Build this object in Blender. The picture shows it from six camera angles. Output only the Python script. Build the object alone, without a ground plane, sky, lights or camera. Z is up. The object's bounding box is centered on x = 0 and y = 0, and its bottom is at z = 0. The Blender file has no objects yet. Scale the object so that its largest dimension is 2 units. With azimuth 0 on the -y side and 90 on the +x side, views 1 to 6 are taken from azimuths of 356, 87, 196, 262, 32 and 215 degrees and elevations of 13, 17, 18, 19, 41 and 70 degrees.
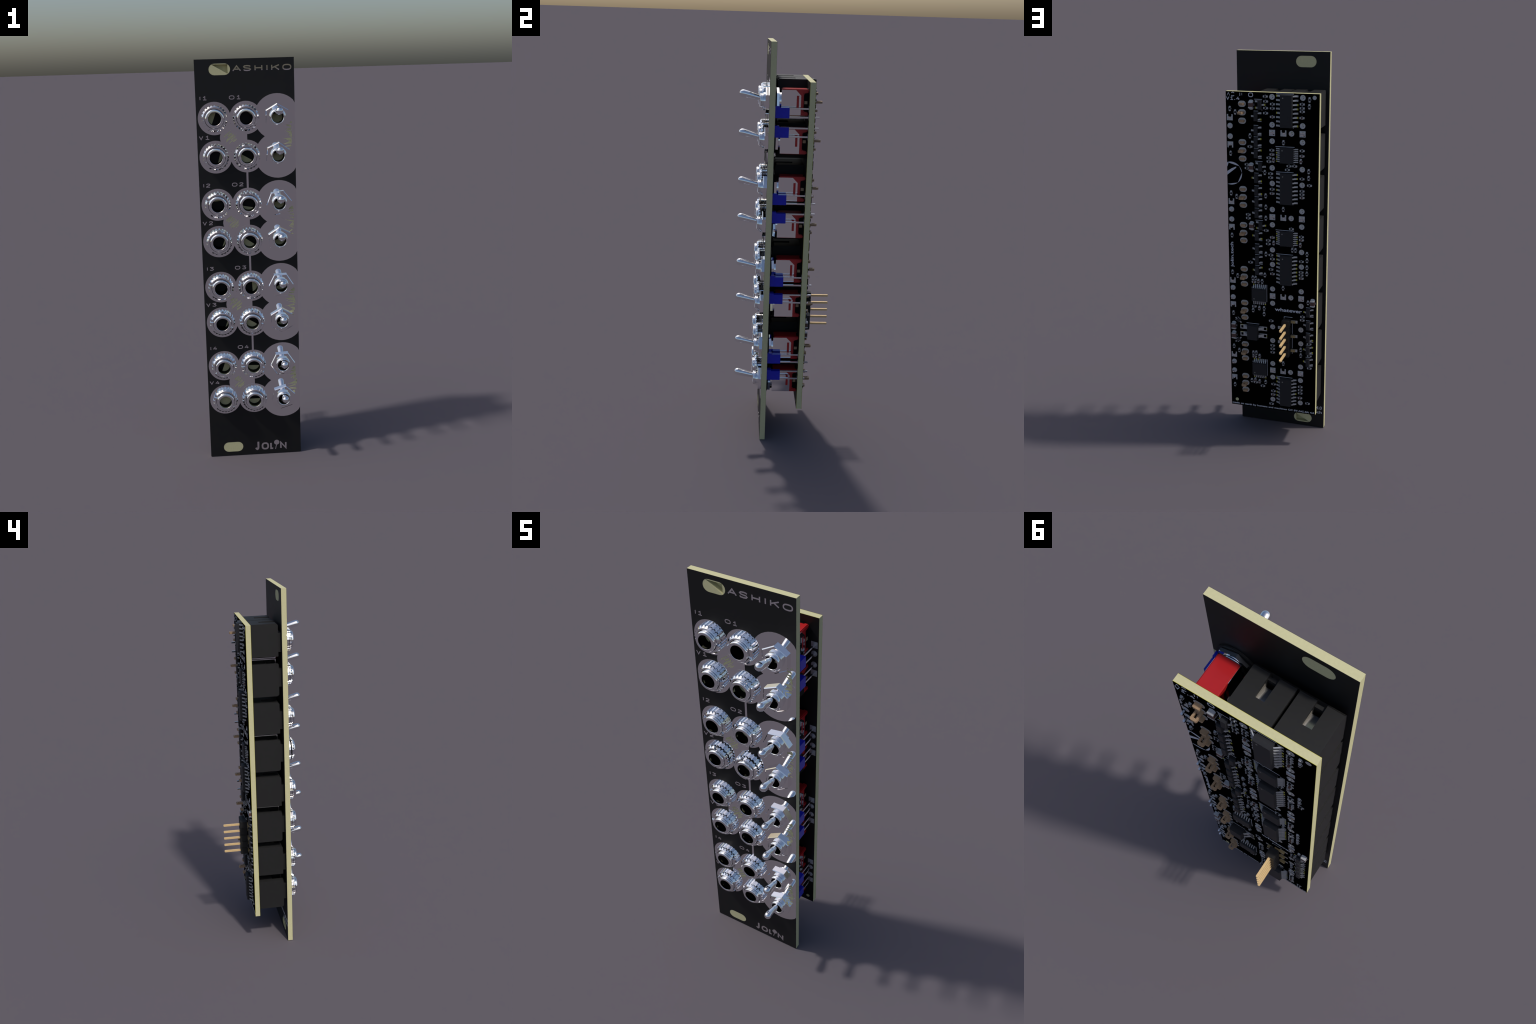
# Synthesizer module: black circuit-board front panel with sixteen jack sockets and
# eight toggle switches, carried by a second board full of small parts.
# All sizes below are in millimetres; S turns them into scene metres.
import bpy, bmesh, math, random
from mathutils import Vector

S = 2.0 / 128.5
PI = math.pi

# ------------------------------------------------------------------ materials
def material(name, color, rough=0.5, metal=0.0, spec=0.5, coat=0.0, tint=None,
             grain=0.0, grain_scale=300.0, bump=0.0, rough_var=0.0):
    m = bpy.data.materials.new(name)
    m.use_nodes = True
    nt = m.node_tree
    p = nt.nodes["Principled BSDF"]
    p.inputs["Base Color"].default_value = (*color, 1)
    p.inputs["Roughness"].default_value = rough
    p.inputs["Metallic"].default_value = metal
    p.inputs["Specular IOR Level"].default_value = spec
    p.inputs["Coat Weight"].default_value = coat
    p.inputs["Coat Roughness"].default_value = 0.1
    if tint:
        p.inputs["Specular Tint"].default_value = (*tint, 1)
    if grain or bump or rough_var:
        tc = nt.nodes.new("ShaderNodeTexCoord")
        n = nt.nodes.new("ShaderNodeTexNoise")
        n.inputs["Scale"].default_value = grain_scale
        n.inputs["Detail"].default_value = 3
        nt.links.new(tc.outputs["Object"], n.inputs["Vector"])
        if grain:
            r = nt.nodes.new("ShaderNodeValToRGB")
            a, b = 1 - grain, 1 + grain
            r.color_ramp.elements[0].position = 0.3
            r.color_ramp.elements[1].position = 0.7
            r.color_ramp.elements[0].color = (color[0]*a, color[1]*a, color[2]*a, 1)
            r.color_ramp.elements[1].color = (min(1, color[0]*b), min(1, color[1]*b), min(1, color[2]*b), 1)
            nt.links.new(n.outputs["Fac"], r.inputs["Fac"])
            nt.links.new(r.outputs["Color"], p.inputs["Base Color"])
        if rough_var:
            mr = nt.nodes.new("ShaderNodeMapRange")
            mr.inputs["To Min"].default_value = max(0, rough - rough_var)
            mr.inputs["To Max"].default_value = rough + rough_var
            nt.links.new(n.outputs["Fac"], mr.inputs["Value"])
            nt.links.new(mr.outputs["Result"], p.inputs["Roughness"])
        if bump:
            b = nt.nodes.new("ShaderNodeBump")
            b.inputs["Strength"].default_value = bump
            b.inputs["Distance"].default_value = 0.0005
            nt.links.new(n.outputs["Fac"], b.inputs["Height"])
            nt.links.new(b.outputs["Normal"], p.inputs["Normal"])
    return m

M = {}
M["mask"] = material("panel_black_mask", (0.0068, 0.0069, 0.0072), 0.55, spec=0.32, rough_var=0.03, grain_scale=20)
M["board"] = material("board_black_mask", (0.0012, 0.0012, 0.0013), 0.6, spec=0.0, grain=0.2, grain_scale=60)
M["fibre"] = material("glass_fibre_core", (0.565, 0.54, 0.315), 0.7, spec=0.2, grain=0.03, grain_scale=120)
M["mirror"] = material("bright_tin_plating", (0.93, 0.92, 0.93), 0.02, 1.0, rough_var=0.012, grain_scale=15)
M["chrome"] = material("chromed_steel", (0.92, 0.93, 0.95), 0.06, 1.0, rough_var=0.02, grain_scale=40)
M["plastic"] = material("matt_black_plastic", (0.0135, 0.0135, 0.0135), 0.6, spec=0.3, grain=0.06, grain_scale=80)
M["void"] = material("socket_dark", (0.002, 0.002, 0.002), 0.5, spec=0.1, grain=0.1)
M["chip"] = material("moulded_chip_black", (0.017, 0.0175, 0.020), 0.55, spec=0.3, grain=0.06, grain_scale=150)
M["dot"] = material("chip_dot_grey", (0.2, 0.19, 0.17), 0.6, grain=0.05)
M["red"] = material("red_switch_body", (0.44, 0.013, 0.015), 0.35, spec=0.4, coat=0.3, grain=0.03, grain_scale=30)
M["blue"] = material("blue_lamp_body", (0.012, 0.020, 0.44), 0.2, spec=0.4, grain=0.06, grain_scale=90)
M["smoke"] = material("red_window_lamp", (0.22, 0.004, 0.005), 0.15, grain=0.1)
M["tin"] = material("solder_tin", (0.51, 0.525, 0.545), 0.5, 0.7, grain=0.10, grain_scale=160)
M["lead"] = material("tinned_wire", (0.80, 0.80, 0.82), 0.16, 1.0, grain=0.03)
M["silk"] = material("white_silkscreen", (0.55, 0.56, 0.62), 0.7, spec=0.2, grain=0.04, grain_scale=200)
M["brass"] = material("brass_lug", (0.36, 0.24, 0.14), 0.55, 0.1, grain=0.08, grain_scale=150)
M["gold"] = material("gold_pin", (0.86, 0.60, 0.29), 0.4, 0.2, grain=0.03, grain_scale=90)
M["copper"] = material("yellow_copper_edge", (0.50, 0.47, 0.02), 0.5, 0.1, grain=0.05)
M["ceramic"] = material("brown_ceramic", (0.085, 0.040, 0.032), 0.55, grain=0.08, grain_scale=150)
M["fleck"] = material("greenish_pad_stain", (0.32, 0.34, 0.24), 0.6, grain=0.1)
M["contact"] = material("spring_contact", (0.20, 0.185, 0.155), 0.5, 0.2, grain=0.06)
M["foot"] = material("header_foot_darkened_gold", (0.42, 0.31, 0.14), 0.45, 0.2, grain=0.05)  # pin gold darkened to bake in the shading under the header
M["resin"] = material("resistor_black", (0.006, 0.006, 0.007), 0.5, spec=0.2, grain=0.1)

# ------------------------------------------------------------------ mesh builder
class Build:
    """Collects solids in millimetres; every solid carries a material name."""
    def __init__(self):
        self.v, self.f, self.m, self.s = [], [], [], []
        self.mats = []
    def mi(self, mat):
        if mat not in self.mats:
            self.mats.append(mat)
        return self.mats.index(mat)
    def add(self, verts, faces, mat, smooth=False):
        o = len(self.v)
        self.v += [tuple(p) for p in verts]
        i = self.mi(mat)
        for f in faces:
            self.f.append([o + k for k in f]); self.m.append(i); self.s.append(smooth)
    def box(self, x0, x1, y0, y1, z0, z1, mat):
        v = [(x, y, z) for x in (x0, x1) for y in (y0, y1) for z in (z0, z1)]
        self.add(v, [(0, 1, 3, 2), (4, 6, 7, 5), (0, 4, 5, 1), (2, 3, 7, 6), (0, 2, 6, 4), (1, 5, 7, 3)], mat)
    def loft(self, sections, mat, smooth=False, cap0=True, cap1=True, closed=True):
        n = len(sections[0]); v = [p for s in sections for p in s]; f = []
        for i in range(len(sections) - 1):
            for k in range(n if closed else n - 1):
                a = i*n + k; b = i*n + (k+1) % n
                f.append((a, b, b + n, a + n))
        if cap0: f.append(tuple(reversed(range(n))))
        if cap1: f.append(tuple((len(sections)-1)*n + k for k in range(n)))
        self.add(v, f, mat, smooth)
    def prism(self, poly, y0, y1, mat, smooth=False):
        """poly (x, z) extruded along y"""
        self.loft([[(x, y0, z) for x, z in poly], [(x, y1, z) for x, z in poly]], mat, smooth)
    def lathe(self, prof, mat, seg=32, cx=0, cz=0, closed=False):
        """prof (r, y) turned round the y axis"""
        secs = []
        for r, y in prof:
            secs.append([(cx + r*math.cos(2*PI*k/seg), y, cz + r*math.sin(2*PI*k/seg)) for k in range(seg)])
        if closed: secs.append(secs[0])
        self.loft(secs, mat, True, prof[0][0] > 0 and not closed and prof[0][2:] != (), False)
    def rod(self, path, radii, mat, seg=12):
        """round bar through path points"""
        secs = []
        P = [Vector(p) for p in path]
        up = Vector((1, 0, 0)) if abs((P[-1]-P[0]).normalized().x) < 0.9 else Vector((0, 0, 1))
        for i, p in enumerate(P):
            d = (P[min(i+1, len(P)-1)] - P[max(i-1, 0)]).normalized()
            a = d.cross(up).normalized(); b = d.cross(a)
            secs.append([p + (a*math.cos(2*PI*k/seg) + b*math.sin(2*PI*k/seg))*radii[i] for k in range(seg)])
        self.loft(secs, mat, True)
    def ribbon(self, pts, w, y0, y1, mat, closed=False):
        """flat stroke of width w along (x, z) points, mitred, y0 to y1"""
        P = [Vector(p) for p in pts]; n = len(P); L, R = [], []
        for i, p in enumerate(P):
            if closed: a, b = P[i-1], P[(i+1) % n]
            else: a, b = P[max(i-1, 0)], P[min(i+1, n-1)]
            d0 = (p - a); d1 = (b - p)
            d0 = d0.normalized() if d0.length > 1e-9 else d1.normalized()
            d1 = d1.normalized() if d1.length > 1e-9 else d0
            t = (d0 + d1)
            t = t.normalized() if t.length > 1e-6 else d0
            nn = Vector((-t.y, t.x)); c = max(0.45, nn.dot(Vector((-d0.y, d0.x))))
            L.append(p + nn*(w/2/c)); R.append(p - nn*(w/2/c))
        secs = [[(l.x, y0, l.y), (r.x, y0, r.y), (r.x, y1, r.y), (l.x, y1, l.y)] for l, r in zip(L, R)]
        if closed: self.loft(secs + [secs[0]], mat, cap0=False, cap1=False)
        else: self.loft(secs, mat)
    def mesh(self, name, bevel=0.0, angle=35):
        me = bpy.data.meshes.new(name)
        me.from_pydata([(x*S, y*S, z*S) for x, y, z in self.v], [], self.f)
        for k in self.mats: me.materials.append(M[k])
        me.polygons.foreach_set("material_index", self.m)
        me.polygons.foreach_set("use_smooth", self.s)
        bm = bmesh.new(); bm.from_mesh(me)
        if bevel:
            es = [e for e in bm.edges if len(e.link_faces) == 2 and e.calc_face_angle(0) > 0.6]
            bmesh.ops.bevel(bm, geom=es, offset=bevel*S, segments=2, affect='EDGES', clamp_overlap=True)
        bmesh.ops.recalc_face_normals(bm, faces=bm.faces)
        bm.to_mesh(me); bm.free()
        me.set_sharp_from_angle(angle=math.radians(angle))
        me.update()
        return me

ROOT = bpy.data.objects.new("synthesizer_module", None)
ROOT["label"] = "tall black synthesizer module with chromed jacks and toggle switches"
ROOT["category"] = "audio module"
bpy.context.collection.objects.link(ROOT)

def put(name, me, parent=None, x=0, z=0, y=0, ry=0.0, rz=0.0):
    """place a mesh; x, y, z are millimetres in the whole object's frame"""
    o = bpy.data.objects.new(name, me)
    bpy.context.collection.objects.link(o)
    o.parent = parent or ROOT
    loc = Vector((x, y, z))*S
    if parent: loc -= parent.location
    o.location = loc
    o.rotation_euler = (0, ry, rz)
    return o

def circle(cx, cz, r, n=32, a0=0.0):
    return [(cx + r*math.cos(a0 + 2*PI*k/n), cz + r*math.sin(a0 + 2*PI*k/n)) for k in range(n)]

def obround(cx, cz, w, h, n=10):
    """slot outline, w along x, h along z"""
    r = h/2; d = w/2 - r; pts = []
    for k in range(n+1):
        a = -PI/2 + PI*k/n; pts.append((cx + d + r*math.cos(a), cz + r*math.sin(a)))
    for k in range(n+1):
        a = PI/2 + PI*k/n; pts.append((cx - d + r*math.cos(a), cz + r*math.sin(a)))
    return pts

def plate(name, outline, holes, y0, y1, mat):
    """flat sheet with holes, front at y0"""
    cu = bpy.data.curves.new(name, 'CURVE'); cu.dimensions = '2D'; cu.fill_mode = 'BOTH'
    cu.extrude = (y1 - y0)/2*S
    for loop in [outline] + holes:
        sp = cu.splines.new('POLY'); sp.points.add(len(loop) - 1); sp.use_cyclic_u = True
        for p, (x, z) in zip(sp.points, loop): p.co = (x*S, z*S, 0, 1)
    ob = bpy.data.objects.new(name, cu); bpy.context.collection.objects.link(ob)
    dg = bpy.context.evaluated_depsgraph_get(); dg.update()
    me = bpy.data.meshes.new_from_object(ob.evaluated_get(dg))
    bpy.data.objects.remove(ob); bpy.data.curves.remove(cu)
    ym = (y0 + y1)/2*S
    for v in me.vertices:
        x, y, z = v.co; v.co = (x, ym - z, y)
    me.materials.clear(); me.materials.append(M[mat]); me.name = name
    for p in me.polygons: p.use_smooth = False; p.material_index = 0
    return me

# ------------------------------------------------------------------ layout
PANEL_F, PANEL_B = -7.07, -5.30         # faces of the front panel
PCB_F, PCB_B = 4.77, 6.54               # faces of the rear board
PITCH = 26.43                           # four equal channels, top to bottom
CHANNEL = [105.16 - PITCH*g for g in range(4)]
ROW = 5.84                              # jacks and toggles sit above and below
COL_IN, COL_OUT, COL_SW = -9.53, 0.02, 9.52
SLOT_X, SLOT_Z = -7.47, (125.48, 2.97)
SLOT_W, SLOT_H = 6.46, 3.40

jacks = [(x, c + s*ROW, s) for c in CHANNEL for s in (1, -1) for x in (COL_IN, COL_OUT)]
toggles = [(COL_SW, c + s*ROW, s) for c in CHANNEL for s in (1, -1)]

# ------------------------------------------------------------------ front panel
rect = [(-15, 0), (15, 0), (15, 128.5), (-15, 128.5)]
holes = [circle(x, z, 3.0, 32) for x, z, s in jacks] + [circle(x, z, 2.42, 32) for x, z, s in toggles]
holes += [obround(SLOT_X, z, SLOT_W, SLOT_H) for z in SLOT_Z]
panel = put("front_panel", plate("front_panel", rect, holes, PANEL_F + 0.035, PANEL_B - 0.035, "fibre"))
put("front_mask", plate("front_mask", rect, holes, PANEL_F, PANEL_F + 0.035, "mask"), panel)
put("rear_mask", plate("rear_mask", rect, holes, PANEL_B - 0.035, PANEL_B, "mask"), panel)

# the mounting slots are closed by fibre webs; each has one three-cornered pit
def slot_web(cz, front_pit):
    b = Build()
    tri = [(-2.29, 1.28), (2.36, 1.28), (2.36, -1.18)]
    o = [(x - SLOT_X, z - cz) for x, z in obround(SLOT_X, cz, SLOT_W, SLOT_H)]
    ang = lambda p: math.atan2(p[1], p[0]) % (2*PI)
    on = []
    for t in tri:  # push the corners out on to the slot outline
        d = SLOT_W/2 - SLOT_H/2; cx = math.copysign(d, t[0])
        v = Vector((t[0]-cx, t[1])).normalized()*SLOT_H/2
        on.append((cx + v.x, v.y))
    A, B_, C = on
    def arc(p, q):
        a0, a1 = ang(p), ang(q)
        if a1 <= a0: a1 += 2*PI
        mid = sorted([(((ang(k) - a0) % (2*PI)), k) for k in o if 1e-3 < ((ang(k) - a0) % (2*PI)) < a1 - a0 - 1e-3])
        return [p] + [k for _, k in mid] + [q]
    y0, y1 = PANEL_F + 0.02, PANEL_B - 0.02
    flip = (lambda q: q) if front_pit else (lambda q: [(x, -z) for x, z in q])
    put3 = lambda poly, a, c: b.prism([(x + SLOT_X, z + cz) for x, z in flip(poly)], a, c, "fibre")
    put3(arc(A, C), y0, y1)       # large lower-left web
    put3(arc(C, B_), y0, y1)      # end cap
    put3(arc(B_, A), y0, y1)      # upper sliver
    if front_pit: put3([A, C, B_], y1 - 0.12, y1)
    else: put3([A, C, B_], y0, y0 + 0.12)
    return b.mesh("slot_web")
put("slot_web", slot_web(SLOT_Z[0], True), panel)
put("slot_web", slot_web(SLOT_Z[1], False), panel)

# bright plated discs, rings and the trace that joins the channels
def disc(b, cx, cz, r, r_in, y, xmax=15.0, n=40):
    inner = circle(0, 0, r_in, n); outer = []
    for k in range(n):
        a = 2*PI*k/n; rr = r
        if cx + r*math.cos(a) > xmax: rr = (xmax - cx)/math.cos(a)
        outer.append((rr*math.cos(a), rr*math.sin(a)))
    f = lambda ring, yy: [(cx + x, yy, cz + z) for x, z in ring]
    b.loft([f(inner, PANEL_F - 0.001), f(inner, y), f(outer, y), f(outer, PANEL_F - 0.001)], "mirror", cap0=False, cap1=False)

b = Build(); lift = 0
def lvl():
    global lift
    lift += 1
    return PANEL_F - 0.014 - 0.0012*lift
for x, z, s in jacks: disc(b, x, z, 5.0, 3.0, lvl())
for x, z, s in toggles: disc(b, x, z, 7.0, 2.42, lvl())
put("plated_discs", b.mesh("plated_discs"), panel)
b = Build()
for c in CHANNEL:
    # light window backing between the four jacks, squared off at the trace
    ring = [(-4.8 + 3.25*math.cos(PI/2 + PI*k/14), c + 3.25*math.sin(PI/2 + PI*k/14)) for k in range(15)]
    b.prism(ring + [(0.27, c - 3.25), (0.27, c + 3.25)], PANEL_F - 0.012, PANEL_F - 0.002, "mirror")
    b.box(-6.5, -3.1, PANEL_F - 0.009, PANEL_F - 0.002, c - 4.2, c + 4.2, "mirror")
    b.box(11.0, 15.0, PANEL_F - 0.012, PANEL_F - 0.002, c - 2.4, c + 2.4, "mirror")
    # rear side: bare fibre behind the lamps
    b.box(12.6, 15.0, PANEL_B + 0.002, PANEL_B + 0.02, c - 4.7, c + 4.7, "fibre")
for i in range(3):
    b.box(-0.33, 0.27, PANEL_F - 0.010, PANEL_F - 0.002, CHANNEL[i+1] + ROW + 4.9, CHANNEL[i] - ROW - 4.9, "mirror")
put("plated_trace", b.mesh("plated_trace"), panel)

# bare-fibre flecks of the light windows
rnd = random.Random(7)
def clip_poly(poly, inside, cross):
    out = []
    for i, p in enumerate(poly):
        q = poly[(i+1) % len(poly)]
        if inside(p): out.append(p)
        if inside(p) != inside(q): out.append(cross(p, q))
    return out
b = Build()
for c in CHANNEL:
    # slanted slivers inside a round window
    off = -1.75
    while off < 1.8:
        w = rnd.uniform(0.22, 0.56)
        half = math.sqrt(max(0.05, 2.25**2 - off*off))
        a0, a1 = -half*rnd.uniform(0.65, 1.0), half*rnd.uniform(0.6, 1.0)
        if rnd.random() < 0.35: a0 = rnd.uniform(-0.6, 0.1)
        u = Vector((math.cos(0.72), math.sin(0.72))); n = Vector((-u.y, u.x)); o = Vector((-4.95, c))
        q = [o + u*a0 + n*off, o + u*(a0*0.2 + a1*0.8) + n*(off - w*0.3), o + u*a1 + n*(off + w*0.45), o + u*(a0*0.6) + n*(off + w)]
        b.prism([tuple(p) for p in q], PANEL_F - 0.050, PANEL_F - 0.040, "fibre")
        off += w + rnd.uniform(0.16, 0.34)
    # fan of splinters in the half-round window beside the toggles
    for k in range(9):
        zz = c + 4.6 - 9.2*(k + 0.5)/9
        reach = 1.0 + 2.6*math.sqrt(max(0, 1 - ((zz - c)/4.7)**2))
        x1 = 14.15 - 0.9*abs(zz - c)/4.7*rnd.random()
        x0 = x1 - reach*rnd.uniform(0.35, 1.05)
        h = rnd.uniform(0.25, 0.95); tilt = rnd.uniform(-0.7, 0.7)
        q = [(x0, zz - tilt), (x1, zz + tilt*0.4 - h), (x1 - rnd.uniform(0, .4), zz + tilt*0.4 + h*0.5)]
        b.prism(q, PANEL_F - 0.050, PANEL_F - 0.040, "fibre")
o = put("light_window_fleck", b.mesh("light_window_fleck"), panel); o["kind"] = "stuff"

# ------------------------------------------------------------------ stroke lettering on the panel
def superO(n=24, e=2.6):
    return [(0.5 + 0.5*math.copysign(abs(math.cos(t))**(2/e), math.cos(t)),
             0.5 + 0.5*math.copysign(abs(math.sin(t))**(2/e), math.sin(t))) for t in [2*PI*k/n for k in range(n)]]
GLYPH = {
    "A": [[(0, 0), (.5, 1), (1, 0)], [(.2, .33), (.8, .33)]],
    "S": [[(.97, .8), (.85, .95), (.5, 1), (.15, .95), (.02, .78), (.15, .58), (.5, .5), (.85, .44), (.98, .25), (.85, .06), (.5, 0), (.15, .05), (0, .2)]],
    "H": [[(0, 0), (0, 1)], [(1, 0), (1, 1)], [(0, .5), (1, .5)]],
    "I": [[(.5, 0), (.5, 1)]],
    "K": [[(0, 0), (0, 1)], [(1, 1), (.05, .42)], [(.38, .62), (1, 0)]],
    "O": ["closed"],
    "V": [[(0, 1), (.5, 0), (1, 1)]],
    "L": [[(0, 1), (0, 0), (1, 0)]],
    "N": [[(0, 0), (0, 1), (1, 0), (1, 1)]],
    "J": [[(1, 1), (1, .28), (.85, .07), (.55, 0), (.2, .06), (0, .2)]],
    "1": [[(.08, .72), (.55, 1), (.55, 0)], [(0, 0), (1, 0)]],
    "2": [[(0, .78), (.12, .96), (.5, 1), (.88, .94), (.95, .74), (.8, .56), (.1, .22), (0, 0), (1, 0)]],
    "3": [[(0, 1), (.92, 1), (.45, .6), (.8, .55), (.98, .3), (.8, .05), (.45, 0), (.1, .05), (0, .18)]],
    "4": [[(1, .3), (0, .3), (.62, 1)], [(.72, .62), (.72, 0)]],
}
def letter(b, ch, x0, x1, z0, z1, w, y=PANEL_F):
    h = w/2; k = 0
    fx = lambda u: x0 + h + (x1 - x0 - w)*u
    fz = lambda v: z0 + h + (z1 - z0 - w)*v
    for st in GLYPH[ch]:
        pts = superO() if st == "closed" else st
        b.ribbon([(fx(u), fz(v)) for u, v in pts], w, y - 0.03 - 0.004*k, y - 0.001, "mirror", closed=(st == "closed"))
        k += 1
b = Build()
for ch, x0, x1 in (("A", -3.60, -0.95), ("S", -0.36, 2.08), ("H", 3.08, 5.48), ("I", 6.6, 7.1), ("K", 8.1, 10.64), ("O", 11.47, 14.2)):
    letter(b, ch, x0, x1, 124.72, 126.5, 0.36)
put("name_lettering", b.mesh("name_lettering"), panel)
for g, c in enumerate(CHANNEL):
    d = str(g + 1); dz = c - CHANNEL[0]
    for ch, x0, x1, z in (("I", -13.9, -13.3, 116.5), (d, -12.84, -11.55, 116.5), ("O", -4.9, -3.2, 116.5), (d, -2.62, -1.32, 116.5),
                          ("V", -14.45, -13.1, 104.68), (d, -12.5, -11.2, 104.68)):
        b = Build(); letter(b, ch, x0, x1, z + dz, z + dz + 1.22, 0.24)
        put("socket_label", b.mesh("socket_label"), panel)
b = Build()
letter(b, "J", -0.28, 1.12, 1.32, 4.62, 0.62)
letter(b, "O", 1.88, 4.34, 1.36, 3.92, 0.56)
letter(b, "L", 4.74, 6.02, 1.36, 3.88, 0.56)
letter(b, "N", 8.05, 10.25, 1.32, 3.86, 0.56)
b.prism(circle(6.95, 3.74, 0.88, 18), PANEL_F - 0.030, PANEL_F - 0.001, "mirror")
b.ribbon([(7.0, 3.3), (6.75, 2.4), (6.52, 1.34)], 0.26, PANEL_F - 0.036, PANEL_F - 0.001, "mirror")
put("maker_lettering", b.mesh("maker_lettering"), panel)

def word(name, txt, x_left, z, width, height, y, parent, up=False):
    """silkscreen word on a face looking to +y; x_left is its start as read from behind"""
    cu = bpy.data.curves.new(name, 'FONT'); cu.body = txt; cu.size = 1.0; cu.extrude = 0.5
    cu.resolution_u = 3; cu.offset = 0.022
    ob = bpy.data.objects.new(name, cu); bpy.context.collection.objects.link(ob)
    dg = bpy.context.evaluated_depsgraph_get(); dg.update()
    me = bpy.data.meshes.new_from_object(ob.evaluated_get(dg))
    bpy.data.objects.remove(ob); bpy.data.curves.remove(cu)
    xs = [v.co.x for v in me.vertices]; ys = [v.co.y for v in me.vertices]
    x0, x1, y0, y1 = min(xs), max(xs), min(ys), max(ys)
    for v in me.vertices:
        u = (v.co.x - x0)/(x1 - x0)*width; t = (v.co.y - y0)/(y1 - y0)*height
        yy = y + (0.03 if v.co.z > 0 else 0.002)
        if up: v.co = ((x_left - t)*S, yy*S, (z + u)*S)   # reads upwards
        else: v.co = ((x_left - u)*S, yy*S, (z + t)*S)
    if up:
        bm = bmesh.new(); bm.from_mesh(me); bmesh.ops.recalc_face_normals(bm, faces=bm.faces); bm.to_mesh(me); bm.free()
    me.materials.clear(); me.materials.append(M["silk"])
    for p in me.polygons: p.material_index = 0
    me.name = name
    return put(name, me, parent)
word("panel_rear_text", "CC BY-NC-SA 4.0", -1.2, 6.9, 13.1, 1.25, PANEL_B, panel)
word("panel_rear_text", "jolin.tech", -6.6, 5.0, 7.7, 1.35, PANEL_B, panel)

# ------------------------------------------------------------------ jack sockets
def jack_body():
    """black box with a deep spring slot in its far end (+z), a notch with the
    earth tab at its near end and a square neck against the panel"""
    b = Build(); F, R = -4.20, PCB_F - 0.01; hw = 4.5; lo, hi = -4.55, 6.25; ch = 0.5
    notch, nback, nfloor = 2.6, -0.4, lo + 4.0
    prof = [(F, nfloor), (R, nfloor), (R, hi), (F + ch, hi), (F, hi - ch)]    # side outline (y, z)
    slot, back, floor = 1.0, 1.45, hi - 4.6
    f = lambda x: [(x, y, z) for y, z in prof]
    b.loft([f(-hw), f(-slot)], "plastic"); b.loft([f(slot), f(hw)], "plastic")
    b.box(-slot, slot, F, back, nfloor, floor, "plastic")
    b.box(-hw, -notch, F, R, lo, nfloor, "plastic"); b.box(notch, hw, F, R, lo, nfloor, "plastic")
    b.box(-notch, notch, nback, R, lo, nfloor, "plastic")
    b.box(-slot, slot, back, R, nfloor, hi, "plastic")
    b.box(-slot, slot, F + 0.8, F + 1.5, floor, hi - 0.6, "plastic")      # lip across the slot
    q = [(-1.9, floor + 0.02), (back, floor + 0.05), (back, floor + 2.9), (back - 0.5, floor + 2.9), (-1.9, floor + 2.5)]
    b.loft([[(-slot + .03, y, z) for y, z in q], [(slot - .08, y, z) for y, z in q]], "lead")
    b.box(slot - 0.06, slot - 0.004, -1.9, back - 0.02, floor + 0.05, hi - 0.78, "contact")   # contact side wall
    b.box(-slot + 0.05, slot - 0.07, back - 0.25, back - 0.01, floor + 0.7, hi - 1.3, "lead")
    b.box(-4.2, 4.2, PANEL_B + 0.02, F + 0.001, -3.1, 3.1, "plastic")     # neck against the panel
    # earth tab: runs forward from the board and bends into the notch
    t = -ROW + 0.24
    q = [(PCB_B + 0.25, t - .12), (-3.75, t - .12), (-3.85, t), (-3.85, lo + 1.0), (-3.6, lo + 1.0), (-3.6, t + .22), (-3.45, t + .12), (PCB_B + 0.25, t + .12)]
    b.loft([[(x, y, z) for y, z in q] for x in (-0.8, 0.8)], "lead")
    return b.mesh("audio_jack")

def barrel_mesh():
    b = Build()
    b.lathe([(2.98, PANEL_B), (2.98, -8.5), (2.88, -8.9), (2.74, -9.02), (2.88, -9.14), (2.88, -9.26), (2.78, -9.33), (2.88, -9.40),
             (2.86, -9.56), (2.75, -9.70), (2.62, -9.78), (2.44, -9.81), (2.04, -9.81), (2.00, -9.77), (1.99, -8.95)], "chrome", 32)
    return b.mesh("threaded_barrel", angle=40)
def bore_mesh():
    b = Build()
    b.lathe([(1.985, -8.95), (1.95, -5.2), (0.001, -4.6)], "void", 24)  # metal wall coloured black for the dark reflections deep in the socket
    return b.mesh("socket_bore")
def web_mesh(a0, a1, y):
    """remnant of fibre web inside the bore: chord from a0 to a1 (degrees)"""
    b = Build()
    if a1 < a0: a1 += 360
    n = 10; r = 1.93
    pts = [(r*math.cos(math.radians(a0 + (a1-a0)*k/n)), r*math.sin(math.radians(a0 + (a1-a0)*k/n))) for k in range(n+1)]
    b.prism(pts, y, y + 0.05, "fibre")
    return b.mesh("socket_web")

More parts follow.
